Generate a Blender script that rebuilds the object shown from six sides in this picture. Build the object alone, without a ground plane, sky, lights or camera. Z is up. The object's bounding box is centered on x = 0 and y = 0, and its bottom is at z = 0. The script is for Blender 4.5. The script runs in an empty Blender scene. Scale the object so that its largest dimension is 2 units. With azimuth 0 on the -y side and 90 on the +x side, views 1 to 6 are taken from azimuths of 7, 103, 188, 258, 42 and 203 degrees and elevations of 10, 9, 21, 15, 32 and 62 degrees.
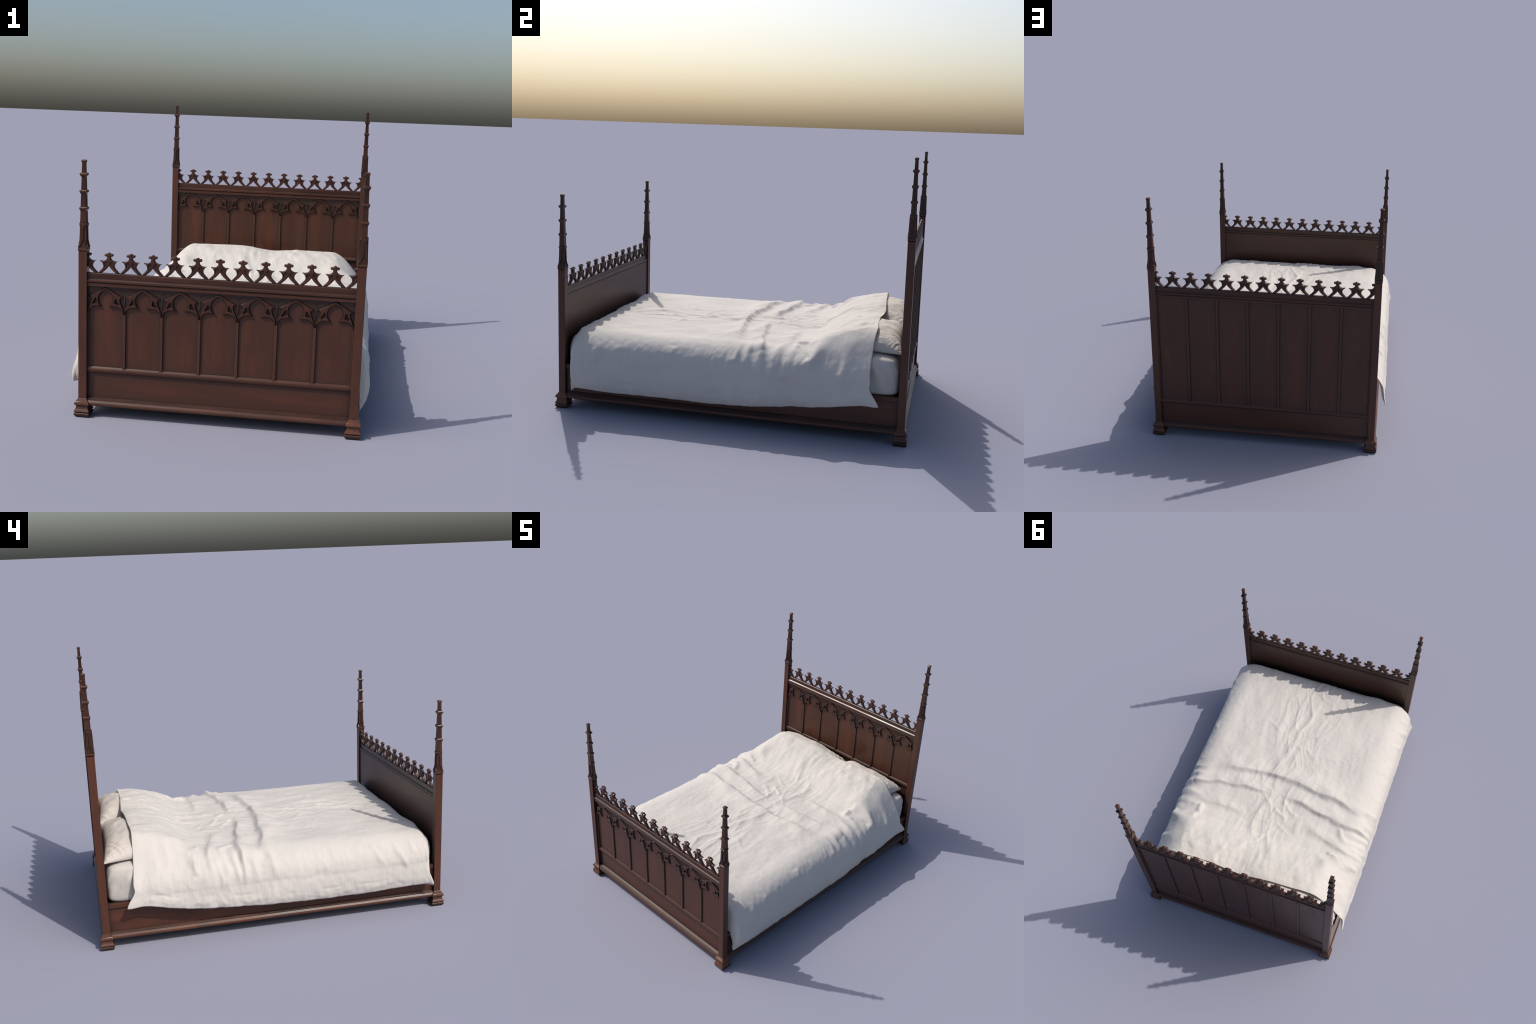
# A carved neo-gothic double bed: four posts with pinnacle spires, arcaded
# headboard and footboard with a fleuron cresting, side rails, mattress,
# two pillows and a rumpled white duvet.
import bpy, math, random
import numpy as np
from mathutils import Vector
from mathutils.geometry import delaunay_2d_cdt

random.seed(7)
SCN = bpy.context.scene.collection

# ------------------------------------------------------------------ helpers
def link(ob, parent=None):
    SCN.objects.link(ob)
    if parent is not None:
        ob.parent = parent
    return ob

def empty(name, loc=(0, 0, 0)):
    ob = bpy.data.objects.new(name, None)
    ob.location = loc
    ob.empty_display_size = 0.1
    return link(ob)

def make_mesh(name, verts, faces, mat, angle=35):
    me = bpy.data.meshes.new(name)
    me.from_pydata([tuple(v) for v in verts], [], [tuple(f) for f in faces])
    me.validate()
    import bmesh
    bm = bmesh.new(); bm.from_mesh(me)
    bmesh.ops.recalc_face_normals(bm, faces=bm.faces)
    bm.to_mesh(me); bm.free()
    me.materials.append(mat)
    me.shade_smooth()
    if angle is not None:
        me.set_sharp_from_angle(angle=math.radians(angle))
    return me

def add(name, me, parent=None, loc=(0, 0, 0), rot=(0, 0, 0), scale=(1, 1, 1)):
    ob = bpy.data.objects.new(name, me)
    ob.location = loc; ob.rotation_euler = rot; ob.scale = scale
    return link(ob, parent)

class Geo:
    """collects vertices and faces of several pieces into one mesh"""
    def __init__(self):
        self.v, self.f = [], []
    def put(self, vf, fn=None):
        v, f = vf
        b = len(self.v)
        self.v += [fn(p) if fn else p for p in v]
        self.f += [tuple(i + b for i in q) for q in f]
        return self

def _geo_pair(self):
    return self.v, self.f
Geo.pair = _geo_pair

def moulding(profile, a, b, axis='x'):
    """extrude a closed profile (d, z) from a to b; d points to -y (axis x) """
    n = len(profile); v = []
    for t in (a, b):
        for d, z in profile:
            v.append((t, -d, z) if axis == 'x' else (d, t, z))
    f = [(i, (i + 1) % n, n + (i + 1) % n, n + i) for i in range(n)]
    f += [tuple(range(n)), tuple(range(2 * n - 1, n - 1, -1))]
    return v, f

def box(x0, x1, y0, y1, z0, z1):
    return moulding([(-y0, z0), (-y1, z0), (-y1, z1), (-y0, z1)], x0, x1)

def square_loft(levels, cham=0.0015):
    """square shaft with chamfered arrises through levels (z, half width)"""
    v, f = [], []
    for z, h in levels:
        c = min(cham, h * 0.3)
        ring = [(h, h - c), (h - c, h), (c - h, h), (-h, h - c), (-h, c - h), (c - h, -h), (h - c, -h), (h, c - h)]
        v += [(x, y, z) for x, y in ring]
    for k in range(len(levels) - 1):
        for i in range(8):
            j = (i + 1) % 8
            f.append((8 * k + i, 8 * k + j, 8 * k + 8 + j, 8 * k + 8 + i))
    f.append(tuple(range(7, -1, -1)))
    m = 8 * (len(levels) - 1)
    f.append(tuple(range(m, m + 8)))
    return v, f

def smooth_line(pts, n=4, closed=False):
    """Catmull-Rom through control points"""
    out = []
    P = [np.array(p, float) for p in pts]; N = len(P)
    rng = range(N if closed else N - 1)
    for i in rng:
        if closed:
            a, b, c, d = P[(i - 1) % N], P[i], P[(i + 1) % N], P[(i + 2) % N]
        else:
            a, b, c, d = P[max(i - 1, 0)], P[i], P[i + 1], P[min(i + 2, N - 1)]
        for k in range(n):
            t = k / n
            out.append(tuple(0.5 * ((2 * b) + (c - a) * t + (2 * a - 5 * b + 4 * c - d) * t * t + (3 * b - a - 3 * c + d) * t ** 3)))
    if not closed:
        out.append(tuple(P[-1]))
    return out

def area(l):
    return 0.5 * sum(l[i][0] * l[(i + 1) % len(l)][1] - l[(i + 1) % len(l)][0] * l[i][1] for i in range(len(l)))

def clean(l):
    o = []
    for p in l:
        if not o or math.hypot(p[0] - o[-1][0], p[1] - o[-1][1]) > 2e-4:
            o.append((float(p[0]), float(p[1])))
    if math.hypot(o[0][0] - o[-1][0], o[0][1] - o[-1][1]) < 2e-4:
        o.pop()
    return o

def inset_loops(loops, b):
    """move every loop point into the material by up to b, less where thin"""
    segs = []
    for l in loops:
        segs += [(l[i], l[(i + 1) % len(l)]) for i in range(len(l))]
    S = np.array(segs)
    res = []
    for l in loops:
        n = len(l); r = []
        for i in range(n):
            p0, p, p1 = np.array(l[i - 1]), np.array(l[i]), np.array(l[(i + 1) % n])
            d0 = p - p0; d0 /= np.linalg.norm(d0) + 1e-12
            d1 = p1 - p; d1 /= np.linalg.norm(d1) + 1e-12
            nn = np.array([-(d0 + d1)[1], (d0 + d1)[0]])
            ln = np.linalg.norm(nn)
            nn = nn / ln if ln > 1e-6 else np.array([-d1[1], d1[0]])
            m = b / max(abs(nn @ np.array([-d1[1], d1[0]])), 0.45)
            A, B = S[:, 0], S[:, 1]
            e = B - A; w = A - p
            den = nn[0] * e[:, 1] - nn[1] * e[:, 0]
            den = np.where(np.abs(den) < 1e-12, 1e-12, den)
            t = (w[:, 0] * e[:, 1] - w[:, 1] * e[:, 0]) / den
            u = (w[:, 0] * nn[1] - w[:, 1] * nn[0]) / den
            ok = (t > 1e-5) & (u > -1e-3) & (u < 1.001)
            D = t[ok].min() if ok.any() else 1
            r.append(tuple(p + nn * min(m, 0.42 * D)))
        res.append(r)
    return res

def fill(loops):
    """triangles inside the loops (even-odd), indices into the loops laid end to end"""
    pts, ed = [], []
    for l in loops:
        b = len(pts); pts += [Vector(p) for p in l]
        ed += [(b + i, b + (i + 1) % len(l)) for i in range(len(l))]
    S = [(pts[a], pts[b]) for a, b in ed]
    ov, _, of, orig, _, _ = delaunay_2d_cdt(pts, ed, [], 0, 1e-7)
    tris = []
    for t in of:
        c = (ov[t[0]] + ov[t[1]] + ov[t[2]]) / 3
        n = 0
        for a, b in S:
            if (a.y > c.y) != (b.y > c.y) and c.x < a.x + (c.y - a.y) / (b.y - a.y) * (b.x - a.x):
                n += 1
        if n % 2 and all(orig[i] for i in t):
            tris.append(tuple(orig[i][0] for i in t))
    return tris

def relief(outline, holes=(), front=0.01, back=0.01, cw=0.004, cd=0.004, back_cut=True):
    """plate in the xz plane, thick from y=-front to y=+back, edges cut back in a chamfer"""
    o = clean(outline)
    if area(o) < 0: o = o[::-1]
    loops = [o]
    for h in holes:
        h = clean(h)
        loops.append(h if area(h) < 0 else h[::-1])
    ins = inset_loops(loops, cw)
    v, f = [], []
    base = []
    layers = [(ins, -front), (loops, -front + cd)]
    layers += [(loops, back - cd), (ins, back)] if back_cut else [(loops, back)]
    for L, y in layers:
        s = []
        for l in L:
            s.append(len(v)); v += [(x, y, z) for x, z in l]
        base.append(s)
    for k in range(len(layers) - 1):
        for li, l in enumerate(loops):
            n = len(l); a, c = base[k][li], base[k + 1][li]
            for i in range(n):
                j = (i + 1) % n
                f.append((a + i, a + j, c + j, c + i))
    for k, L in ((0, layers[0][0]), (len(layers) - 1, layers[-1][0])):
        flat = []
        for li, l in enumerate(L):
            flat += [base[k][li] + i for i in range(len(l))]
        for t in fill(L):
            f.append(tuple(flat[i] for i in t))
    return v, f

def mirrored(half):
    """half outline from (0, top) round the +x side to (0, bottom) -> full loop"""
    return list(half) + [(-x, z) for x, z in reversed(half) if abs(x) > 1e-6]

# ---------------------------------------------------------------- materials
def nd(nt, kind, **kw):
    n = nt.nodes.new(kind)
    for k, val in kw.items():
        if k in n.inputs: n.inputs[k].default_value = val
        else: setattr(n, k, val)
    return n

def math_node(nt, op, a, b=None, clamp=False):
    n = nt.nodes.new('ShaderNodeMath'); n.operation = op; n.use_clamp = clamp
    for i, x in enumerate((a, b)):
        if x is None: continue
        if isinstance(x, (int, float)): n.inputs[i].default_value = x
        else: nt.links.new(x, n.inputs[i])
    return n.outputs[0]

def ramp(nt, fac, stops):
    n = nt.nodes.new('ShaderNodeValToRGB')
    e = n.color_ramp.elements
    while len(e) < len(stops): e.new(0.5)
    for el, (p, c) in zip(e, stops):
        el.position = p
        el.color = (*c, 1) if isinstance(c, tuple) else (c, c, c, 1)
    nt.links.new(fac, n.inputs[0])
    return n.outputs[0]

def mix(nt, fac, a, b, mode='MIX'):
    n = nt.nodes.new('ShaderNodeMix'); n.data_type = 'RGBA'; n.blend_type = mode
    for sock, x in ((n.inputs[0], fac), (n.inputs[6], a), (n.inputs[7], b)):
        if isinstance(x, (int, float)): sock.default_value = x
        elif isinstance(x, tuple): sock.default_value = (*x, 1)
        else: nt.links.new(x, sock)
    return n.outputs[2]

def wood(name, grain='z', light=(0.054, 0.0160, 0.0080), dark=(0.010, 0.0050, 0.0042), rough=0.31, panel=False, ao_shade=0.85):
    m = bpy.data.materials.new(name); m.use_nodes = True
    nt = m.node_tree; L = nt.links
    bsdf = nt.nodes['Principled BSDF']
    tc = nt.nodes.new('ShaderNodeTexCoord'); oi = nt.nodes.new('ShaderNodeObjectInfo')
    off = nd(nt, 'ShaderNodeVectorMath', operation='ADD')
    rv = nd(nt, 'ShaderNodeVectorMath', operation='SCALE'); rv.inputs[0].default_value = (7.3, 3.1, 5.7)
    L.new(math_node(nt, 'MULTIPLY', oi.outputs['Random'], 10.0), rv.inputs['Scale'])
    L.new(tc.outputs['Object'], off.inputs[0]); L.new(rv.outputs[0], off.inputs[1])
    def stretched(across, along):
        s = [across] * 3; s['xyz'.index(grain)] = along
        n = nt.nodes.new('ShaderNodeMapping'); n.inputs['Scale'].default_value = s
        L.new(off.outputs[0], n.inputs['Vector']); return n.outputs[0]
    broad = nd(nt, 'ShaderNodeTexNoise', Scale=1.0, Detail=4.0, Distortion=0.6); L.new(stretched(13, 2.2), broad.inputs['Vector'])
    fine = nd(nt, 'ShaderNodeTexNoise', Scale=1.0, Detail=5.0, Distortion=0.3); L.new(stretched(170, 7), fine.inputs['Vector'])
    patch = nd(nt, 'ShaderNodeTexNoise', Scale=5.0, Detail=3.0); L.new(off.outputs[0], patch.inputs['Vector'])
    speck = nd(nt, 'ShaderNodeTexNoise', Scale=260.0, Detail=2.0); L.new(off.outputs[0], speck.inputs['Vector'])
    t = math_node(nt, 'ADD', math_node(nt, 'MULTIPLY', broad.outputs[0], 0.62), math_node(nt, 'MULTIPLY', fine.outputs[0], 0.38))
    col = ramp(nt, t, [(0.38, dark), (0.5, tuple(0.5 * (a + b) for a, b in zip(light, dark))), (0.62, light)])
    col = mix(nt, ramp(nt, patch.outputs[0], [(0.42, 0.0), (0.68, 0.55)]), col, tuple(c * 0.9 for c in dark))
    if panel:   # planks glued side by side, then shade painted in towards the edges and arch head
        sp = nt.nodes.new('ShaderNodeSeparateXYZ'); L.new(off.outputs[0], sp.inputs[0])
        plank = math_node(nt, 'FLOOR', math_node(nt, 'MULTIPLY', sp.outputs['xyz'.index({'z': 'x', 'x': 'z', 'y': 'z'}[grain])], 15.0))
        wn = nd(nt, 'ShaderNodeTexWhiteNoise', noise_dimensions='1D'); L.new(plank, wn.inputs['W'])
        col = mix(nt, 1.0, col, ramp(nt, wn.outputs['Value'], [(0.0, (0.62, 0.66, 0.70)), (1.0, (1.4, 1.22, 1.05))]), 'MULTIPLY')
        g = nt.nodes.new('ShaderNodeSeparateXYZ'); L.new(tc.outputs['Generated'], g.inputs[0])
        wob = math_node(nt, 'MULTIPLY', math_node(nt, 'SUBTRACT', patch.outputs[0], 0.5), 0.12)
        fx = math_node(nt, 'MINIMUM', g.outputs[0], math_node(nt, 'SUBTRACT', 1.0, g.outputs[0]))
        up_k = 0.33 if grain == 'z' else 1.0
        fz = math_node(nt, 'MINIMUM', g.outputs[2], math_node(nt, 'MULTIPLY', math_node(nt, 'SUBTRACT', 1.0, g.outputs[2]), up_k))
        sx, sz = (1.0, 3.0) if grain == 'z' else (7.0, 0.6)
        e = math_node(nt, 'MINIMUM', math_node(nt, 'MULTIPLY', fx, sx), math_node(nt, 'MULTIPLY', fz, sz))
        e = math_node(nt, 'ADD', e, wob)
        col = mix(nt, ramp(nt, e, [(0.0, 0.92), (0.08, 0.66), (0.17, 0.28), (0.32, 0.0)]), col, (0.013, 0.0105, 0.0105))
    # knots
    kv = nd(nt, 'ShaderNodeTexVoronoi', Scale=1.0); L.new(stretched(7.0, 3.2), kv.inputs['Vector'])
    col = mix(nt, ramp(nt, kv.outputs['Distance'], [(0.05, 0.75), (0.16, 0.0)]), col, (0.009, 0.006, 0.005))
    # worn, lighter arrises and hollows darkened by occlusion shade mixed into the colour
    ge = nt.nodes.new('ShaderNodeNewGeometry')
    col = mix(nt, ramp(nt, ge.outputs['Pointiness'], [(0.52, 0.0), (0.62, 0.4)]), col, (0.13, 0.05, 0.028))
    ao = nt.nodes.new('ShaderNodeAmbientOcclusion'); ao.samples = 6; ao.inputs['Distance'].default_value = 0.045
    col = mix(nt, ramp(nt, ao.outputs['AO'], [(0.45, ao_shade), (0.95, 0.0)]), col, (0.0105, 0.0085, 0.0085))
    col = mix(nt, ramp(nt, speck.outputs[0], [(0.66, 0.0), (0.74, 0.6)]), col, (0.012, 0.008, 0.006))
    bsdf.inputs['Specular IOR Level'].default_value = 0.34
    L.new(col, bsdf.inputs['Base Color'])
    L.new(ramp(nt, t, [(0.3, rough - 0.05), (0.75, rough + 0.12)]), bsdf.inputs['Roughness'])
    bp = nd(nt, 'ShaderNodeBump', Strength=0.12, Distance=0.002); L.new(t, bp.inputs['Height'])
    L.new(bp.outputs[0], bsdf.inputs['Normal'])
    return m

def cloth(name, base, rough=0.85):
    m = bpy.data.materials.new(name); m.use_nodes = True
    nt = m.node_tree; L = nt.links
    bsdf = nt.nodes['Principled BSDF']
    tc = nt.nodes.new('ShaderNodeTexCoord')
    n1 = nd(nt, 'ShaderNodeTexNoise', Scale=3.0, Detail=4.0); L.new(tc.outputs['Object'], n1.inputs['Vector'])
    n2 = nd(nt, 'ShaderNodeTexNoise', Scale=26.0, Detail=6.0, Distortion=0.8); L.new(tc.outputs['Object'], n2.inputs['Vector'])
    weave = nd(nt, 'ShaderNodeTexNoise', Scale=900.0, Detail=1.0); L.new(tc.outputs['Object'], weave.inputs['Vector'])
    col = ramp(nt, n1.outputs[0], [(0.3, tuple(c * 0.96 for c in base)), (0.7, tuple(min(1, c * 1.03) for c in base))])
    col = mix(nt, ramp(nt, n2.outputs[0], [(0.3, 0.10), (0.55, 0.0)]), col, tuple(c * 0.82 for c in base))
    L.new(col, bsdf.inputs['Base Color'])
    bsdf.inputs['Roughness'].default_value = rough
    bsdf.inputs['Sheen Weight'].default_value = 0.1
    bsdf.inputs['Specular IOR Level'].default_value = 0.25
    b2 = nd(nt, 'ShaderNodeBump', Strength=0.25, Distance=0.004); L.new(n2.outputs[0], b2.inputs['Height'])
    b1 = nd(nt, 'ShaderNodeBump', Strength=0.12, Distance=0.0008); L.new(weave.outputs[0], b1.inputs['Height'])
    L.new(b2.outputs[0], b1.inputs['Normal']); L.new(b1.outputs[0], bsdf.inputs['Normal'])
    return m

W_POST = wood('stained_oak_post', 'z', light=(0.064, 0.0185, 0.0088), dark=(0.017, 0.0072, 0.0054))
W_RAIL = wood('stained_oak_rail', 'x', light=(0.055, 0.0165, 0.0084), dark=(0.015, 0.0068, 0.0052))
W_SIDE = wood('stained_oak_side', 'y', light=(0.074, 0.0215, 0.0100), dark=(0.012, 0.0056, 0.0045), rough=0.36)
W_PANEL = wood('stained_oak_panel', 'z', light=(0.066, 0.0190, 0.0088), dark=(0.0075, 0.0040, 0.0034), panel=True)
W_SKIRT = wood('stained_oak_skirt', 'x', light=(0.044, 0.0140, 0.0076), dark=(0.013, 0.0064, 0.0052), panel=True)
W_CARVE = wood('stained_oak_carving', 'z', light=(0.060, 0.0190, 0.0098), dark=(0.026, 0.0105, 0.0075), rough=0.28, ao_shade=0.97)
W_DARK = wood('painted_hole_shadow', 'z', light=(0.010, 0.0065, 0.0055), dark=(0.006, 0.0045, 0.0042), rough=0.5)  # near-black colour for the shadow inside the tracery's triangular holes
W_SHADE = wood('dark_spandrel_ground', 'z', light=(0.030, 0.0145, 0.0110), dark=(0.014, 0.0100, 0.0092), rough=0.4)  # darker brown for the field, leaf and lip between the arches
W_FOOT = wood('worn_oak_foot', 'z', light=(0.125, 0.046, 0.0240), dark=(0.055, 0.0230, 0.0150), ao_shade=0.95)
C_DUVET = cloth('white_cotton_duvet', (0.530, 0.498, 0.463))
C_PILLOW = cloth('white_cotton_pillow', (0.52, 0.48, 0.44))
C_SHEET = cloth('white_cotton_sheet', (0.50, 0.465, 0.43))

# --------------------------------------------------------------- bed frame
XC = -0.0032          # centre of the bed frame
HX = 0.6443           # post axis from the centre
PY = 0.9625           # post axis along the length
PH = 0.0203           # half width of a post
PITCH_F = 0.10475     # fleuron spacing
PITCH_A = 0.1786      # arch spacing
HS = 0.276            # how much higher the headboard's arcade stands
PS = 0.2804           # how much longer the head posts are
XA, XB = -(HX - PH) - 0.003, (HX - PH) + 0.003   # between the posts, local x

bed = empty('carved_wooden_bed')
bed['label'] = 'dark carved gothic four-post bed frame with pinnacles'
bed['category'] = 'bed frame'

# foot block of a post, spire and their meshes ------------------------------
FOOT = [(0.0, .0325), (.0035, .0330), (.0065, .0362), (.0100, .0375), (.0160, .0374), (.0182, .0350), (.0192, .0318), (.0222, .0318),
        (.0230, .0362), (.0262, .0375), (.030, .0362), (.0345, .0324), (.040, .0298), (.048, .0290), (.0535, .0286), (.0556, .0290),
        (.0566, .0332), (.0600, .0354), (.0645, .0354), (.0695, .0342), (.0745, .0308), (.0758, .0288), (.0772, .0284),
        (.0785, .0268), (.0800, .0264), (.0812, .0248), (.0830, .0244), (.0845, .0226), (.0865, .0222), (.0880, .0207)]
me_foot = make_mesh('foot', *square_loft(FOOT, 0.0008), W_FOOT, 24)

def spire_half(z):
    return float(np.interp(z, [.815, .822, .85, .92, 1.21], [.0196, .0186, .0168, .0150, .0082]))
SP = [(.799, PH), (.8022, PH), (.8040, .0222), (.8105, .0226), (.8142, .0216), (.8160, .0190)]
SP += [(z, spire_half(z)) for z in (.822, .835, .85, .885, .92, .95)]
for top, w in ((1.0060, .0180), (1.0845, .0172), (1.1625, .0166)):
    SP += [(top - .0215, spire_half(top - .02)), (top - .0195, spire_half(top) + .0006), (top - .0110, w - .0012), (top - .0095, w),
           (top - .0030, w), (top, w - .0020), (top + .0004, spire_half(top))]
SP += [(1.2050, .0083), (1.2085, .0086), (1.2165, .0112), (1.2180, .0113), (1.2225, .0072)]
me_spire = make_mesh('spire', *square_loft(SP, 0.0008), W_POST, 20)

# crocketed tracery strip on each face of the spire's base
Yh = [(0, .9370), (.0030, .9362), (.0050, .9335), (.0052, .9305), (.0085, .9312), (.0130, .9305), (.0152, .9278), (.0146, .9245),
      (.0115, .9222), (.0075, .9190), (.0045, .9130), (.0028, .9050), (.0021, .8900), (.0020, .8740), (.0030, .8630),
      (.0062, .8505), (.0108, .8390), (.0160, .8290), (.0205, .8230), (.0226, .8192), (.0210, .8165), (.0165, .8200),
      (.0120, .8260), (.0075, .8345), (.0035, .8440), (0, .8530)]
g = Geo()
plate = relief(mirrored(Yh), front=.0042, back=.004, cw=.0012, cd=.0018, back_cut=False)
for k in range(4):
    c, s = (1, 0, -1, 0)[k], (0, 1, 0, -1)[k]
    def bend(p):
        y = p[1] - spire_half(p[2]) - .0002
        return (p[0] * c - y * s, p[0] * s + y * c, p[2])
    g.put(plate, bend)
me_crocket = make_mesh('spire_tracery', g.v, g.f, W_CARVE, 30)

for sx in (-1, 1):
    for sy in (-1, 1):
        lift = PS if sy > 0 else 0.0
        loc = (XC + sx * HX, sy * PY, 0)
        me = make_mesh('post', *square_loft([(.05, PH), (.803 + lift, PH)], .0014), W_POST, 30)
        post = add('post', me, bed, loc)
        add('foot', me_foot, post)
        add('spire', me_spire, post, (0, 0, lift))
        add('spire_tracery', me_crocket, post, (0, 0, lift))

# fleuron of the cresting ----------------------------------------------------
def arc(cx, cz, r, a0, a1, n):
    return [(cx + r * math.cos(math.radians(a0 + (a1 - a0) * i / n)), cz + r * math.sin(math.radians(a0 + (a1 - a0) * i / n))) for i in range(n + 1)]
FL = arc(0, .7885, .0092, 90, 25, 5) + arc(.0148, .7858, .0064, 95, -75, 7)
FL += smooth_line([(.0108, .7790), (.0092, .7745), (.0100, .7700), (.0128, .7655), (.0185, .7610), (.0255, .7585), (.0340, .7577), (.0424, .7590)], 3)
FL += smooth_line([(.0420, .7578), (.0360, .7530), (.0305, .7455), (.0276, .7380), (.0274, .7310), (.0300, .7250), (.0362, .7175), (.0445, .7088), (.0522, .7010)], 3)
FL += [(.0522, .6980), (.0370, .6980)]
FL += smooth_line([(.0315, .7030), (.0215, .7108), (.0122, .7195), (.0052, .7278), (0, .7350)], 3)
pocket = smooth_line([(.0090, .7475), (.0120, .7530), (.0175, .7505), (.0205, .7420), (.0195, .7350), (.0140, .7400)], 2, closed=True)
def fleuron_mesh(half):
    out = mirrored(FL) if half is None else list(FL) + [(-.004, .7350), (-.004, .7977)]
    holes = [pocket, [(-x, z) for x, z in pocket]] if half is None else [pocket]
    g = Geo().put(relief(out, holes, front=.0092, back=.0092, cw=.0040, cd=.0050))
    g.put(relief(inset_loops([clean(out)[::-1] if area(clean(out)) < 0 else clean(out)], .0006)[0], front=.0062, back=.0062, cw=.001, cd=.001))
    return make_mesh('fleuron', g.v, g.f, W_CARVE, 40)
me_fleuron = fleuron_mesh(None)
me_half = fleuron_mesh('half')

# tracery of one arch --------------------------------------------------------
A2 = PITCH_A / 2
AR = [(0, .6350)] + smooth_line([(.012, .6305), (.028, .6200), (.045, .6105), (.060, .6020), (.073, .5958), (A2 - .0052, .5918)], 3)
AR += smooth_line([(A2 - .0060, .5895), (.0735, .5842), (.0692, .5760), (.0735, .5610), (.0805, .5450), (.0862, .5310), (A2, .5235)], 3)
AR += [(A2, .5060), (.0808, .5060)]
AR += smooth_line([(.0808, .5120), (.0782, .5225), (.0715, .5310), (.0610, .5378), (.0480, .5412), (.0340, .5410), (.0175, .5395)], 3)
AR += smooth_line([(.0172, .5408), (.0245, .5470), (.0315, .5570), (.0352, .5690), (.0345, .5820), (.0300, .5965), (.0210, .6070), (.0100, .6155), (0, .6205)], 3)
tri = smooth_line([(.0490, .5765), (.0474, .5680), (.0464, .5605), (.0535, .5582), (.0605, .5550), (.0556, .5655)], 3, closed=True)
tri_big = [(.0490, .5870), (.0420, .5540), (.0560, .5540), (.0680, .5480)]
me_arch = make_mesh('arch_tracery', *relief(mirrored(AR), [tri, [(-x, z) for x, z in tri]], front=.0112, back=.007, cw=.0045, cd=.0068, back_cut=False), W_CARVE, 40)
me_shadow_plate = make_mesh('tracery_shadow_plate', *Geo().put(relief(tri_big, front=.0024, back=.004, cw=.0005, cd=.0005, back_cut=False)).put(relief([(-x, z) for x, z in tri_big], front=.0024, back=.004, cw=.0005, cd=.0005, back_cut=False)).pair(), W_DARK, 30)
# recessed field and leaf between two arches
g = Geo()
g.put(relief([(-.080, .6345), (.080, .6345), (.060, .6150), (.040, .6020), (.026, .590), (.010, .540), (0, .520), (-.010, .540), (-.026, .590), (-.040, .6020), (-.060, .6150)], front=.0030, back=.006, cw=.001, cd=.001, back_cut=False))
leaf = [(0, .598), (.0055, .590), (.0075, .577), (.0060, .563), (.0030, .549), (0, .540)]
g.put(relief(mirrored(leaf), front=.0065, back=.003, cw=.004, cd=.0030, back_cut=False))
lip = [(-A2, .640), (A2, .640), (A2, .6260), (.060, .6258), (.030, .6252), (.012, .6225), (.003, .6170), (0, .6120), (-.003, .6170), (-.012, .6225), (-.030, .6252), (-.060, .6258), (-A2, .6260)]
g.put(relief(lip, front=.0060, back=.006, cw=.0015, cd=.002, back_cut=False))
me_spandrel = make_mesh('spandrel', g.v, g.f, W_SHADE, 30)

CREST = [(.0068, .7005), (.0098, .6975), (.0098, .6722), (.0168, .66622), (.0168, .6585), (.0160, .6575), (.0120, .6545), (.0118, .6520), (.0136, .6505),
         (.0136, .6385), (.0120, .6360), (0, .6360)]
def crest_profile():
    back = [(-d * .98, z) for d, z in CREST[:-1]]
    return CREST[:-1] + back[::-1]
# mid rail with a sloping weathered top, and the plinth moulding at the bottom
MID = [(-.004, .2460), (.0030, .2460), (.0098, .2390), (.0118, .2340), (.0124, .2290), (.0116, .2235), (.0086, .2185), (.0060, .2165), (-.004, .2165)]
BASE = [(-.012, .0930), (.0020, .0930), (.0062, .0908), (.0072, .0886), (.0096, .0876), (.0108, .0856), (.0132, .0846), (.0144, .0822), (.0172, .0812),
        (.0182, .0790), (.0226, .0758), (.0268, .0705), (.0282, .0650), (.0272, .0595), (.0228, .0555), (.0150, .0535), (-.012, .0535)]

def grooved_mullion(h, dfront, dback, z0, z1):
    v, f = [], []
    prof = [(-h, -dback), (-h, dfront - .004), (-h + .0025, dfront), (h - .0025, dfront), (h, dfront - .004), (h, -dback)]
    for z in (z0, z1):
        v += [(x, -d, z) for x, d in prof]
    n = len(prof)
    f = [(i, (i + 1) % n, n + (i + 1) % n, n + i) for i in range(n)] + [tuple(range(n)), tuple(range(2 * n - 1, n - 1, -1))]
    return v, f

def centred(vf):
    v, f = vf
    a = np.array(v); c = (a.min(0) + a.max(0)) / 2
    return [tuple(p - c) for p in a], f, tuple(c)

def panel_box(w, d0, d1, z0, z1):
    return box(-w / 2, w / 2, -d1, -d0, z0, z1)

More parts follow.
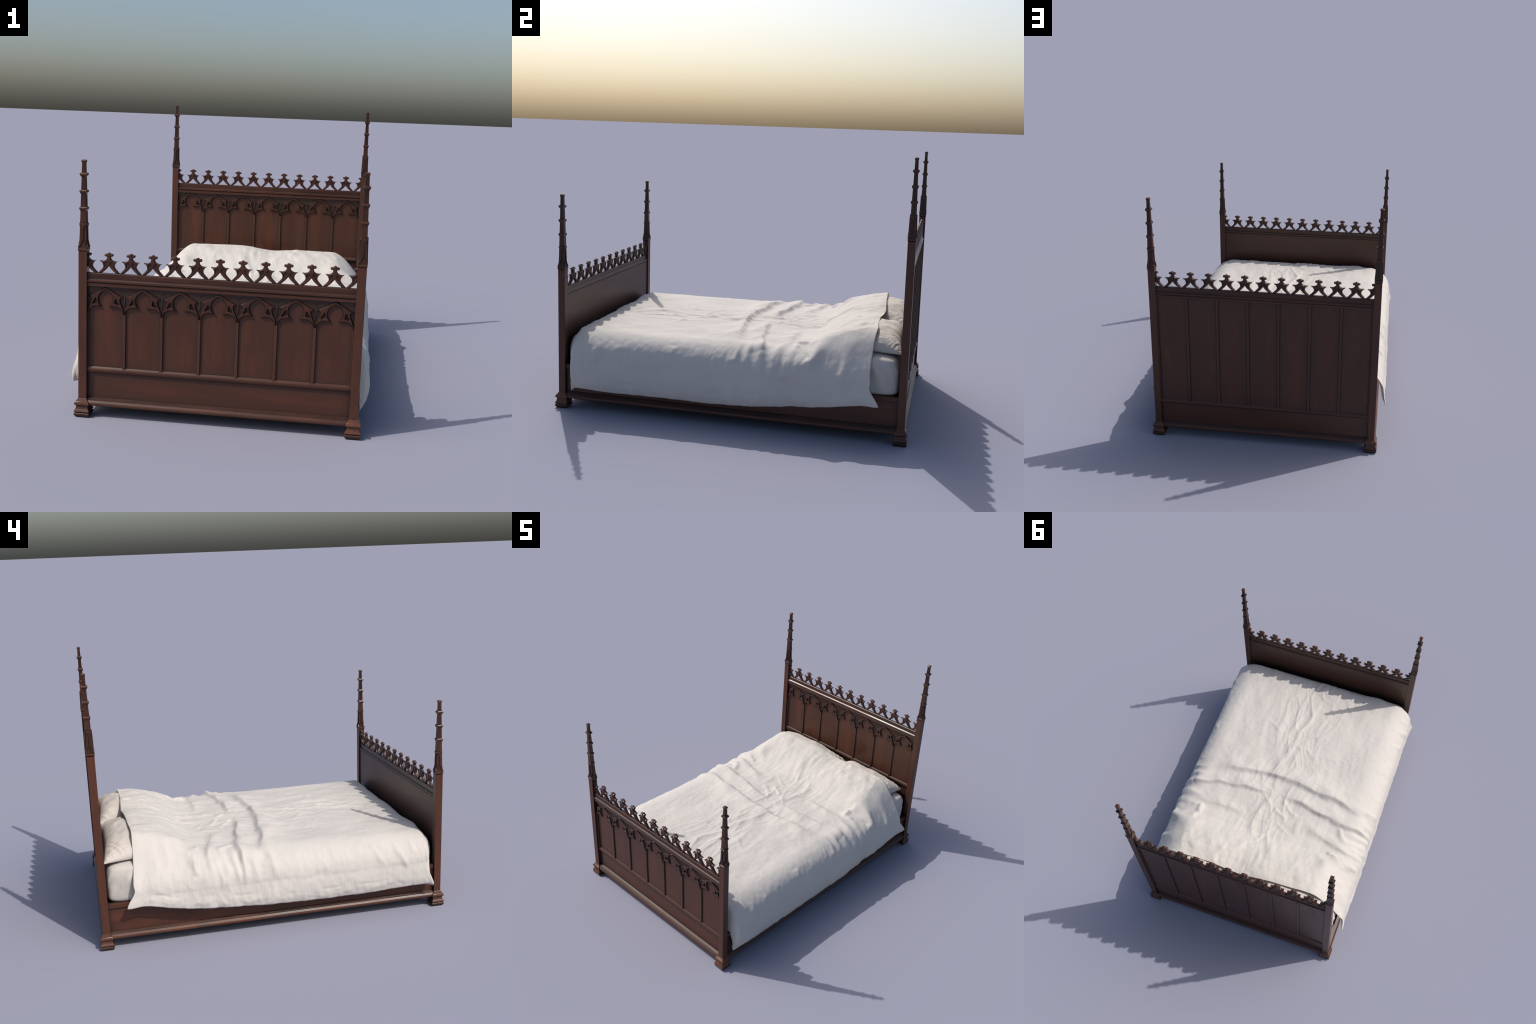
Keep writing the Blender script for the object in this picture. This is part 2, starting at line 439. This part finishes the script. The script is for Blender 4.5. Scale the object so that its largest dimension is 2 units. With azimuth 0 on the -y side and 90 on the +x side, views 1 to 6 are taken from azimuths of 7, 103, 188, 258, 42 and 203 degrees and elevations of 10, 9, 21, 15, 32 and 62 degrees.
def end_board(name, y, lift, head):
    """arcaded board between two posts; the arcade faces -y"""
    org = (XC, y, 0)
    top = Geo().put(moulding(crest_profile(), XA, XB))
    root = add(name, make_mesh(name, top.v, [f for f in top.f], W_RAIL, 30), bed, (XC, y, lift))
    def part(nm, vf, mat, angle=30):
        v, f, c = centred(vf)
        return add(nm, make_mesh(nm, v, f, mat, angle), root, (c[0], c[1], c[2] - lift))
    # cresting
    for k in range(-5, 6):
        add('fleuron', me_fleuron, root, (k * PITCH_F, .0012, 0))
    add('fleuron', me_half, root, (-6 * PITCH_F, .0012, 0))
    add('fleuron', me_half, root, (6 * PITCH_F, .0012, 0), scale=(-1, 1, 1))
    # arcade
    for k in range(-3, 4):
        add('arch_tracery', me_arch, root, (k * PITCH_A, 0, 0))
        add('tracery_shadow_plate', me_shadow_plate, root, (k * PITCH_A, 0, 0))
    for k in range(-3, 3):
        add('spandrel', me_spandrel, root, ((k + .5) * PITCH_A, 0, 0))
    z0, z1 = .243, .640
    me_p = None; me_m = None
    v, f, cp = centred(panel_box(PITCH_A - .0005, -.0045, .0012, z0, z1)); me_p = make_mesh('panel', v, f, W_PANEL, 30)
    v, f, cm = centred(grooved_mullion(.0082, .0088, .008, z0 - .002, .5075)); me_m = make_mesh('mullion', v, f, W_POST, 30)
    for k in range(-3, 4):
        add('panel', me_p, root, (k * PITCH_A, cp[1], cp[2]))
    for k in range(-4, 4):
        add('mullion', me_m, root, ((k + .5) * PITCH_A, cm[1], cm[2]))
    # lower front
    if head:
        part('mid_rail', moulding([(d, z + lift) for d, z in MID], XA, XB), W_RAIL)
        part('skirt', box(XA, XB, .0, .0050, .22, .22 + lift), W_SKIRT)
        part('skirt', box(XA, XB, -.0012, .0070, .07, .2165), W_SKIRT)
        part('mid_rail', moulding([(-d - .0035, z) for d, z in MID], XA, XB), W_RAIL)
        part('plinth', moulding([(-d, z) for d, z in BASE], XA, XB), W_RAIL)
        # framed back, seven tall panels
        zb0, zb1 = .243, .640 + lift
        v, f, cp = centred(box(-PITCH_A / 2 + .003, PITCH_A / 2 - .003, .0052, .0066, zb0, zb1)); me_p = make_mesh('panel', v, f, W_PANEL, 30)
        v, f, cm = centred(grooved_mullion(.0085, .0090, .0, zb0 - .002, zb1)); me_m = make_mesh('mullion', v, f, W_POST, 30)
        for k in range(-3, 4):
            add('panel', me_p, root, (k * PITCH_A, cp[1], cp[2] - lift))
        for k in range(-4, 4):
            add('mullion', me_m, root, ((k + .5) * PITCH_A, .0106, cm[2] - lift), rot=(0, 0, math.pi))
    else:
        part('mid_rail', moulding(MID, XA, XB), W_RAIL)
        part('skirt', box(XA, XB, -.0008, .0095, .07, .2165), W_SKIRT)
        part('plinth', moulding(BASE, XA, XB), W_RAIL)
        part('inner_board', box(XA, XB, .0098, .0130, .07, .640), W_SKIRT)
    return root

end_board('footboard', -PY, 0.0, False)
end_board('headboard', PY, HS, True)

# side rails -----------------------------------------------------------------
SIDE_TOP = [(-.014, .2545), (.0060, .2545), (.0095, .2525), (.0098, .2300), (.0080, .2272), (.0, .2262), (-.014, .2262)]
YA, YB = -(PY - PH) - .003, (PY - PH) + .003
for s in (-1, 1):
    g = Geo().put(moulding([(s * -d if False else s * d, z) for d, z in SIDE_TOP], YA, YB, 'y'))
    rail = add('side_rail', make_mesh('side_rail', g.v, g.f, W_SIDE, 30), bed, (XC + s * HX, 0, 0))
    v, f, c = centred(moulding([(s * d, z) for d, z in BASE], YA, YB, 'y'))
    add('plinth', make_mesh('plinth', v, f, W_SIDE, 30), rail, c)
    v, f, c = centred(moulding([(s * d, z) for d, z in ((-.012, .07), (.0012, .07), (.0012, .228), (-.012, .228))], YA, YB, 'y'))
    add('rail_board', make_mesh('rail_board', v, f, W_SIDE, 30), rail, c)
v, f, c = centred(box(-HX + .012, HX - .012, -PY + .013, PY - .013, .205, .222))
add('slat_base', make_mesh('slat_base', v, f, W_RAIL, 30), bed, (c[0] + XC, c[1], c[2]))

# -------------------------------------------------------------- soft goods
def hash2(ix, iy, seed):
    n = (ix.astype(np.int64) * 374761393 + iy.astype(np.int64) * 668265263 + seed * 974634541) & 0xFFFFFFFF
    n = ((n ^ (n >> 13)) * 1274126177) & 0xFFFFFFFF
    n = n ^ (n >> 16)
    return n.astype(np.float64) / 4294967295.0

def perlin(x, y, seed=0):
    ix, iy = np.floor(x), np.floor(y)
    fx, fy = x - ix, y - iy
    def gr(dx, dy):
        a = hash2(ix + dx, iy + dy, seed) * 2 * np.pi
        return np.cos(a) * (fx - dx) + np.sin(a) * (fy - dy)
    u = fx ** 3 * (fx * (fx * 6 - 15) + 10); v = fy ** 3 * (fy * (fy * 6 - 15) + 10)
    a = gr(0, 0) * (1 - u) + gr(1, 0) * u
    b = gr(0, 1) * (1 - u) + gr(1, 1) * u
    return (a * (1 - v) + b * v) * 1.5

def fbm(x, y, seed=0, oct=3):
    s = 0; a = 1
    for o in range(oct):
        s = s + a * perlin(x * 2 ** o, y * 2 ** o, seed + o * 17); a *= .5
    return s

def ridged(x, y, seed=0, oct=2):
    s = 0; a = 1
    for o in range(oct):
        s = s + a * (1 - np.minimum(1, np.abs(perlin(x * 2 ** o, y * 2 ** o, seed + 31 * o)) * 2.6)) ** 2; a *= .5
    return s

def sstep(a, b, x):
    t = np.clip((x - a) / (b - a), 0, 1)
    return t * t * (3 - 2 * t)

def fold(P, Q, pts, amp, wn, wp, taper=.25):
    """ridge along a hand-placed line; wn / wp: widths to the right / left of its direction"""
    pts = smooth_line(pts, 4)
    P = P + .010 * WARP[0]; Q = Q + .010 * WARP[1]
    best = np.full(P.shape, 9.0); side = np.zeros(P.shape); tt = np.zeros(P.shape)
    n = len(pts) - 1
    for i in range(n):
        ax, ay = pts[i]; bx, by = pts[i + 1]
        ex, ey = bx - ax, by - ay; l2 = ex * ex + ey * ey + 1e-12
        t = np.clip(((P - ax) * ex + (Q - ay) * ey) / l2, 0, 1)
        dx, dy = P - ax - t * ex, Q - ay - t * ey
        d = np.hypot(dx, dy)
        m = d < best
        best = np.where(m, d, best)
        side = np.where(m, ex * dy - ey * dx, side)
        tt = np.where(m, (i + t) / n, tt)
    w = np.where(side > 0, wp, wn)
    return amp * (.85 + .45 * WARP[2]) * np.exp(-(best / (w * (1 + .35 * WARP[3]))) ** 2) * sstep(0, taper, tt) * sstep(0, taper, 1 - tt)

def grid_object(name, P3, mat, thick=None, wrap=False):
    """P3: (rows, cols, 3) outer surface; a second sheet below gives it thickness"""
    R, C = P3.shape[:2]
    du = np.gradient(P3, axis=1); dv = np.gradient(P3, axis=0)
    N = np.cross(du, dv); N /= np.linalg.norm(N, axis=2, keepdims=True) + 1e-12
    idx = np.arange(R * C).reshape(R, C)
    q = np.stack([idx[:-1, :-1], idx[:-1, 1:], idx[1:, 1:], idx[1:, :-1]], -1).reshape(-1, 4)
    V = P3.reshape(-1, 3); F = q
    if thick is not None:
        V2 = (P3 - N * thick[..., None]).reshape(-1, 3)
        V = np.vstack([V, V2]); F = np.vstack([q, q[:, ::-1] + R * C])
        rim = np.concatenate([idx[0, :-1], idx[:-1, -1], idx[-1, :0:-1], idx[:0:-1, 0]])
        nx = np.roll(rim, -1)
        F = np.vstack([F, np.stack([rim, rim + R * C, nx + R * C, nx], -1)])
    me = bpy.data.meshes.new(name)
    me.vertices.add(len(V)); me.vertices.foreach_set('co', V.astype(np.float32).ravel())
    me.loops.add(F.size); me.loops.foreach_set('vertex_index', F.astype(np.int32).ravel())
    me.polygons.add(len(F)); me.polygons.foreach_set('loop_start', np.arange(0, F.size, 4, dtype=np.int32))
    me.update(calc_edges=True); me.validate()
    me.materials.append(mat); me.shade_smooth()
    return me, N

# ---- duvet: a sheet (p across, q along) bent over the mattress and pillows
AX, BX, BZ = .515, .190, .155     # flat half width, shoulder radii at the sides
Y0, BY, BZF = -.872, .056, .085   # where the foot end turns down, its radii
TOP = .447
def arc_len(bx, bz):
    return (math.pi / 2) * np.sqrt((bx ** 2 + bz ** 2) / 2)
LS = float(arc_len(BX, BZ))
def side_d(z):
    """sheet distance past the flat top for height z on the side"""
    drop = TOP - z
    if drop < 0: return drop
    return LS * 2 / math.pi * math.acos(1 - drop / BZ) if drop < BZ else LS + drop - BZ
def hem(y, s):
    """height of the hem along each long side (s = -1 left, +1 right)"""
    l = np.interp(y, [-.95, -.88, -.79, -.53, -.16, .12, .32, .46, .61, .70, .80, .85], [.160, .172, .162, .150, .149, .162, .178, .190, .217, .239, .257, .262])
    r = np.interp(y, [-.95, -.89, -.86, -.63, -.34, -.07, .22, .57, .71, .79, .85], [.132, .132, .137, .124, .130, .124, .142, .182, .206, .227, .234])
    return np.where(s < 0, l, r)

NR, NC = 430, 330
vv = np.linspace(-1, 1, NC)[None, :].repeat(NR, 0)
tt = np.linspace(0, 1, NR)[:, None].repeat(NC, 1)
sgn = np.where(vv < 0, -1.0, 1.0)
FOOT_L = float(arc_len(BY, BZF)) + .13
# approximate y of a row gives its hem, hence how far the sheet runs down the side
yrow = .80 + (Y0 - BY - .80) * np.clip(tt / ((.80 - Y0 + FOOT_L * .35) / (.80 - Y0 + FOOT_L)), 0, 1)
ext = LS + (TOP - BZ) - hem(yrow, sgn)
av = np.abs(vv)
FL_FRAC = .62
P = sgn * np.where(av < FL_FRAC, av / FL_FRAC * AX, AX + (av - FL_FRAC) / (1 - FL_FRAC) * ext)
e = np.clip((av - FL_FRAC) / (1 - FL_FRAC), 0, 1)
# head edge, slightly wavy
zside = TOP - np.maximum(0, e * ext - LS * .5)
yedge = np.interp(P, [-1.0, -.86, -.80, -.70, -.60, -.50, -.42, -.33, -.20, 0, .23, .38, .47, .56, .62, .70, .80, .87, 1.0],
                  [.818, .818, .810, .800, .788, .780, .780, .786, .792, .806, .794, .796, .804, .794, .790, .788, .804, .818, .822])
Q = yedge + (Y0 - FOOT_L - yedge) * tt
ds = np.maximum(np.abs(P) - AX, 0); dt = np.maximum(Y0 - Q, 0)
hyp = np.hypot(ds, dt) + 1e-9
cx, cy = ds / hyp, dt / hyp
D = (ds ** 5 + dt ** 5) ** .2
D = np.minimum(D, ext * 1.02 + .02)
bx = BX * cx ** 2 + BY * cy ** 2; bz = BZ * cx ** 2 + BZF * cy ** 2
la = arc_len(bx, bz)
th = np.clip(D / (la + 1e-9), 0, 1) * math.pi / 2
drop = bz * (1 - np.cos(th)) + np.maximum(D - la, 0)
low = np.clip(np.maximum(D - la, 0) / .17, 0, 1)
out = (.012 * np.sin(low * math.pi) - .010 * low ** 2) * cx
X = sgn * (np.minimum(np.abs(P), AX) + cx * (BX * np.sin(th) ** .92 + out) * np.where(sgn > 0, .965, 1.0))
Y = np.maximum(Q, Y0) - cy * (BY * np.sin(th) ** .92)
Z = TOP - drop
# pillows under the head end, and a dip between them
hy = np.interp(Y, [.36, .44, .50, .56, .62, .70, .76, .86], [0, .010, .040, .076, .104, .126, .131, .126])
fx = 1 - sstep(.46, .68, np.abs(X))
fx = fx * (1 - .15 * np.exp(-((X - .05) / .14) ** 2)) * (1.025 - .035 * np.tanh(X / .15))
Z = Z + hy * fx - .006 * sstep(.3, .7, np.abs(P)) * sstep(.2, .5, Y) * 0
Z = Z + .006 * np.exp(-(X / .35) ** 2) * sstep(-.9, -.5, Y)

base = np.stack([X, Y, Z], -1)
du = np.gradient(base, axis=1); dv = np.gradient(base, axis=0)
Nrm = np.cross(du, dv); Nrm /= np.linalg.norm(Nrm, axis=2, keepdims=True) + 1e-12
if Nrm[NR // 2, NC // 2, 2] < 0: Nrm = -Nrm

Wd = np.zeros(P.shape)
WARP = [fbm(P * 6 + 9, Q * 6, 201, 2), fbm(P * 6, Q * 6 + 4, 202, 2), perlin(P * 7, Q * 7, 203), perlin(P * 8, Q * 8 + 2, 204)]
def F(pts, amp, wn, wp, taper=.25):
    global Wd
    Wd = Wd + fold(P, Q, pts, amp, wn, wp, taper)
def SF(s, pts, amp, wn, wp, taper=.35):
    F([(s * (AX + side_d(z)), y) for y, z in pts], amp * .95, wn, wp, taper)
# broad tucks across the bed: soft on the foot side, steep on the head side
# (drawn from -x to +x, so wp is the head side)
F([(-.61, .085), (-.52, .055), (-.42, .020), (-.29, .008), (-.15, -.012), (0, -.024), (.10, -.026), (.22, -.024), (.34, .002), (.48, .020), (.60, .045)], .030, .085, .024, .22)
F([(-.67, .195), (-.60, .180), (-.48, .183), (-.40, .168), (-.31, .156), (-.21, .130), (-.10, .112), (0, .106)], .028, .060, .022, .24)
F([(.05, .112), (.16, .124), (.25, .126), (.35, .145), (.46, .158), (.56, .185), (.62, .20)], .023, .060, .017, .18)
F([(.20, .318), (.34, .316), (.45, .312), (.56, .332)], .012, .05, .02)
F([(-.60, .378), (-.53, .360), (-.42, .336), (-.33, .304), (-.22, .290)], .018, .05, .022)
F([(-.13, .500), (.02, .500), (.18, .517), (.30, .550)], .0022, .03, .005)
# crease lines running lengthwise through the middle
F([(.078, -.77), (.084, -.68), (.071, -.58), (.077, -.43), (.096, -.38)], .006, .020, .014)
F([(-.036, -.72), (-.014, -.64), (-.005, -.55), (.017, -.47), (.031, -.40), (.030, -.32), (.043, -.21), (.067, -.10), (.07, -.03)], .006, .028, .015, .15)
F([(-.005, -.06), (-.005, -.18), (-.017, -.27), (-.03, -.40)], .007, .02, .014)
F([(.07, -.05), (.05, .08), (.04, .16), (.084, .27), (.084, .39), (.075, .48)], .0045, .030, .018, .15)
F([(.29, -.44), (.23, -.43), (.15, -.38)], .004, .02, .014)
F([(.16, -.62), (.17, -.45), (.15, -.25)], .004, .03, .018)
F([(.30, -.55), (.29, -.35), (.26, -.15)], .003, .03, .018)
F([(-.16, -.60), (-.14, -.40), (-.15, -.15)], .003, .03, .018)
F([(.0, .22), (-.04, .25), (-.12, .28)], .007, .018, .012)
F([(-.04, .13), (-.11, .20), (-.20, .24)], .006, .02, .012)
F([(-.05, .33), (-.17, .385)], .0045, .016, .010)
F([(-.19, .25), (-.215, .38)], .006, .018, .012)
F([(.02, .30), (.0, .42), (.03, .55)], .004, .02, .012)
F([(-.03, .58), (-.06, .70), (-.03, .78)], .005, .03, .02)
F([(.18, .60), (.22, .72), (.20, .80)], .004, .03, .02)
F([(-.49, .21), (-.56, .33)], .009, .022, .013)
F([(-.50, .43), (-.60, .50)], .009, .022, .014)
F([(-.55, .42), (-.64, .46), (-.70, .45)], .012, .022, .016)
F([(-.40, .44), (-.44, .50), (-.52, .52)], .006, .03, .02)
F([(.45, .405), (.50, .375), (.56, .385)], .010, .02, .015)
F([(.50, .37), (.475, .43), (.505, .47), (.48, .50)], .011, .022, .012)
F([(-.30, -.905), (-.40, -.915), (-.50, -.90)], .006, .02, .012)
F([(.58, -.905), (.50, -.915), (.42, -.90)], .006, .02, .012)
F([(-.66, .44), (-.58, .49), (-.50, .535), (-.40, .535)], .012, .05, .035)
F([(.40, .50), (.50, .52), (.60, .49), (.68, .44)], .012, .035, .05)
F([(-.25, .60), (-.36, .66), (-.42, .74)], .006, .06, .04)
F([(.22, .62), (.33, .66), (.40, .74)], .008, .06, .05)
F([(.05, .50), (.10, .60), (.16, .66), (.26, .69)], .008, .035, .025)
F([(-.02, .46), (-.10, .53), (-.12, .62)], .006, .03, .02)
# gathers down the left side
SF(-1, [(.425, .51), (.43, .474), (.452, .44), (.486, .410)], .016, .020, .016)
SF(-1, [(.380, .485), (.368, .427), (.375, .33)], .010, .018, .016)
SF(-1, [(.345, .47), (.325, .36), (.32, .27)], .006, .014, .012)
SF(-1, [(.30, .455), (.282, .33)], .006, .014, .012)
SF(-1, [(.24, .465), (.236, .39), (.22, .30)], .011, .020, .016)
SF(-1, [(.205, .478), (.192, .415), (.182, .34), (.19, .25)], .014, .018, .014)
SF(-1, [(.130, .46), (.12, .36), (.10, .26)], .010, .03, .025)
SF(-1, [(.048, .462), (.022, .384), (.0, .30)], .010, .024, .018)
SF(-1, [(.60, .49), (.60, .43), (.61, .36)], .006, .025, .02)
SF(-1, [(.68, .47), (.67, .38), (.69, .28)], .006, .03, .022)
SF(-1, [(-.55, .43), (-.60, .34), (-.63, .27)], .006, .018, .012)
SF(-1, [(-.68, .43), (-.73, .34), (-.76, .27)], .007, .018, .012)
SF(-1, [(-.78, .42), (-.82, .33)], .006, .02, .012)
SF(-1, [(-.25, .40), (-.28, .30)], .004, .03, .02)
# gathers down the right side
SF(1, [(.055, .45), (.062, .40), (.05, .35)], .013, .030, .022)
SF(1, [(.115, .46), (.125, .40), (.13, .33)], .012, .022, .018)
SF(1, [(.20, .455), (.195, .38), (.20, .30)], .018, .030, .024)
SF(1, [(.30, .47), (.265, .38), (.24, .28)], .018, .026, .030)
SF(1, [(.375, .46), (.345, .37), (.33, .29)], .014, .022, .026)
SF(1, [(.42, .43), (.39, .36), (.37, .29)], .012, .020, .022)
SF(1, [(.43, .405), (.475, .400), (.515, .45)], .024, .035, .030)
SF(1, [(.66, .45), (.645, .38), (.625, .31)], .014, .028, .05)
SF(1, [(.355, .495), (.375, .468), (.41, .470), (.43, .50)], .012, .02, .016)
SF(1, [(-.30, .42), (-.31, .36)], .006, .03, .02)
SF(1, [(-.72, .40), (-.74, .33), (-.73, .28)], .010, .04, .03)
SF(1, [(-.62, .40), (-.66, .34)], .006, .03, .02)

topm = 1 - sstep(AX - .02, AX + .10, np.abs(P))
sidem = sstep(AX + .02, AX + .16, np.abs(P))
mid = np.exp(-((P - .02) / .20) ** 2)
wob = .05 * perlin(P * 3.1, Q * 3.1, 5)
headm = sstep(.42, .60, Q)
Wd += topm * .0050 * fbm(P * 4.5, Q * 3.5, 1, 2)
Wd += topm * .0022 * fbm(P * 13 + wob, Q * 6, 2, 3)
Wd += topm * (.0006 + .0048 * mid * (1 - .75 * headm)) * (ridged((P + wob) * 10, (Q + wob) * 3.4, 3, 2) - .35)
Wd += topm * .0007 * (ridged((P + wob) * 5, (Q - wob) * 15, 9, 2) - .35)
Wd += topm * .0022 * headm * fbm((P + .35 * Q + wob) * 16, (Q - wob) * 3.0, 15, 2)
Wd += .0010 * fbm(P * 26, Q * 26, 21, 2)
gath = np.exp(-((Q - .27) / .24) ** 2)
Wd += sidem * (.0028 + .0060 * gath) * fbm(Q * 7 + wob * 8, P * 3.4, 33, 3)
Wd += sidem * (.0004 + .0012 * gath) * (ridged(Q * 12 + P * 3 * sgn, P * 3.5, 41, 2) - .35)
hd = (1 - e) * ext        # distance up from the hem
lowm = np.where(e > 0, np.exp(-((hd - .03) / .03) ** 2), 0)
Wd += sidem * .0016 * fbm(Q * 30, P * 14, 77, 2)
Wd += lowm * (.003 + .003 * fbm(Q * 17, hd * 20, 51, 2))
Wd += np.where(e > 0, -.0030 * np.clip(.4 + 1.2 * perlin(Q * 7, Q * 0 + .3, 66), 0, 1) * np.exp(-((hd - .066 - .008 * perlin(Q * 5, Q * 0 + .5, 60)) / .007) ** 2), 0)
endm = sstep(0, .03, np.abs(Q - yedge) + .004)
Wd *= .35 + .65 * endm
duv = base + Nrm * Wd[..., None]
# ears at the four corners of the cover
ch = np.exp(-((Q - yedge) / .05) ** 2) * np.exp(-(hd / .045) ** 2) * (e > 0)
duv[..., 1] += .030 * ch; duv[..., 2] -= .016 * ch; duv[..., 0] += sgn * .006 * ch
nick = np.exp(-((Q - yedge) / .03) ** 2) * np.exp(-((hd - .07) / .03) ** 2) * (e > 0)
duv[..., 1] -= .010 * nick
cf = np.exp(-((Q - (Y0 - .065)) / .075) ** 2) * np.exp(-(hd / .06) ** 2) * (e > 0)
duv[..., 0] += sgn * np.where(sgn < 0, .014, -.010) * cf; duv[..., 2] -= .012 * cf; duv[..., 1] -= np.where(sgn < 0, .034, .004) * cf
# the head end lip lifts a little off the pillows
lipm = np.exp(-((Q - yedge) / .035) ** 2)
duv += Nrm * (.003 * lipm)[..., None]
edge_d = np.minimum(np.minimum(np.abs(Q - yedge), hd), (1 - tt) * 1.8)
thick = .0025 + .013 * sstep(0, .022, edge_d)
if np.cross(du, dv)[NR // 2, NC // 2, 2] < 0: thick = -thick
me, _ = grid_object('duvet', duv, C_DUVET, thick)
duvet = add('duvet', me)
duvet['label'] = 'rumpled white cotton duvet draped over the bed'
duvet['category'] = 'duvet'

# ---- pillows
def pillow(name, x0, x1, y0, y1, zc, up, down, seed, tips):
    n, m = 110, 90
    u, v = np.meshgrid(np.linspace(-1, 1, n), np.linspace(-1, 1, m))
    u = np.sign(u) * np.abs(u) ** .8; v = np.sign(v) * np.abs(v) ** .8
    pin = .07
    x = (x0 + x1) / 2 + (x1 - x0) / 2 * u * (1 - pin * (1 - v ** 2) * 1.0)
    y = (y0 + y1) / 2 + (y1 - y0) / 2 * v * (1 - pin * (1 - u ** 2) * 1.2)
    T = (np.maximum(0, 1 - np.abs(u) ** 2.8) ** .56) * (np.maximum(0, 1 - np.abs(v) ** np.where(v > 0, 3.4, 2.4)) ** .56)
    zc = zc + np.where(v < 0, -.05, tips) * (np.abs(u) * np.abs(v)) ** 2 - .02 * np.maximum(-v, 0) ** 4
    rim = 1 - T
    cor = np.exp(-((1 - np.abs(u)) ** 2 + (1 - np.abs(v)) ** 2) / .18)
    wr = .0075 * fbm(u * 2.6, v * 2.0, seed, 2) + .009 * cor * (ridged((u + v * np.sign(u * v)) * 6, (u - v) * 1.5, seed + 3, 2) - .3)
    wr = wr + .0055 * rim * (ridged(u * 8 + v, v * 2.2, seed + 5, 1) - .3)
    V, Fc = [], []
    ztop = zc + up * (1 + .15 * v) * T + wr * np.minimum(1, T * 3)
    zbot = zc - down * T
    top = np.stack([x, y, ztop], -1); bot = np.stack([x, y, zbot], -1)
    idx = np.arange(n * m).reshape(m, n)
    q = np.stack([idx[:-1, :-1], idx[:-1, 1:], idx[1:, 1:], idx[1:, :-1]], -1).reshape(-1, 4)
    V = np.vstack([top.reshape(-1, 3), bot.reshape(-1, 3)])
    Fc = np.vstack([q, q[:, ::-1] + n * m])
    cx, cy = (x0 + x1) / 2, (y0 + y1) / 2
    V = V - np.array([cx, cy, zc.mean()])
    me = bpy.data.meshes.new(name)
    me.from_pydata(V.tolist(), [], Fc.tolist())
    import bmesh
    bm = bmesh.new(); bm.from_mesh(me)
    bmesh.ops.remove_doubles(bm, verts=bm.verts, dist=2e-4)
    bm.to_mesh(me); bm.free()
    me.materials.append(C_PILLOW); me.shade_smooth()
    ob = add(name, me, None, (cx, cy, float(zc.mean())))
    ob['label'] = 'plump white cotton pillow with creased corners'
    ob['category'] = 'pillow'
    return ob
pillow('pillow', -.605, .045, .525, .946, .478, .092, .04, 70, -.012)
pillow('pillow', .055, .580, .525, .946, .478, .090, .04, 90, -.012)

# ---- mattress under a fitted sheet
def mattress():
    n, m = 640, 80
    t = np.linspace(0, 2 * np.pi, n, endpoint=False)[None, :].repeat(m, 0)
    w = np.linspace(0, 1, m)[:, None].repeat(n, 1)
    hx, hy, z0, z1 = .640, .941, .2535, .428
    k = 30.0
    ca, sa = np.cos(t), np.sin(t)
    r = (np.abs(ca) ** k + np.abs(sa) ** k) ** (-1 / k)
    # profile: bottom centre -> side -> top centre
    prof = smooth_line([(.0, 0), (.55, 0), (.90, 0), (.965, .001), (.985, .008), (.993, .03), (1.0, .14), (1.0, .55), (.990, .80), (.965, .93), (.89, .99), (.80, 1.0), (.5, 1.0), (0, 1.0)], 9)
    prof = np.array(prof); s = np.interp(w[:, 0], np.linspace(0, 1, len(prof)), prof[:, 0]); zz = np.interp(w[:, 0], np.linspace(0, 1, len(prof)), prof[:, 1])
    X = hx * r * ca * s[:, None]; Y = hy * r * sa * s[:, None]; Z = z0 + (z1 - z0) * zz[:, None] + 0 * X
    sd = (np.sin(np.clip(zz, 0, 1) * np.pi) * (s > .9))[:, None]
    wr = .010 * fbm(Y * 12 + Z * 5, Z * 3, 120, 2) + .010 * (ridged(Y * 17 + Z * 9, Z * 4, 130, 2) - .4)
    X = X + np.sign(X) * sd * wr * (np.abs(ca) * r > .9)
    Z = Z + .030 * sstep(.50, .70, Y) * zz[:, None]
    P3 = np.stack([X, Y, Z], -1)
    idx = np.arange(n * m).reshape(m, n)
    nxt = np.roll(idx, -1, axis=1)
    q = np.stack([idx[:-1], nxt[:-1], nxt[1:], idx[1:]], -1).reshape(-1, 4)
    c = np.array([0, 0, .35])
    me = make_mesh('mattress', (P3.reshape(-1, 3) - c).tolist(), q.tolist(), C_SHEET, None)
    import bmesh
    bm = bmesh.new(); bm.from_mesh(me)
    bmesh.ops.remove_doubles(bm, verts=bm.verts, dist=1e-5)
    bm.to_mesh(me); bm.free()
    ob = add('mattress', me, None, (XC, 0, .35))
    ob['label'] = 'thick mattress in a creased white fitted sheet'
    ob['category'] = 'mattress'
mattress()
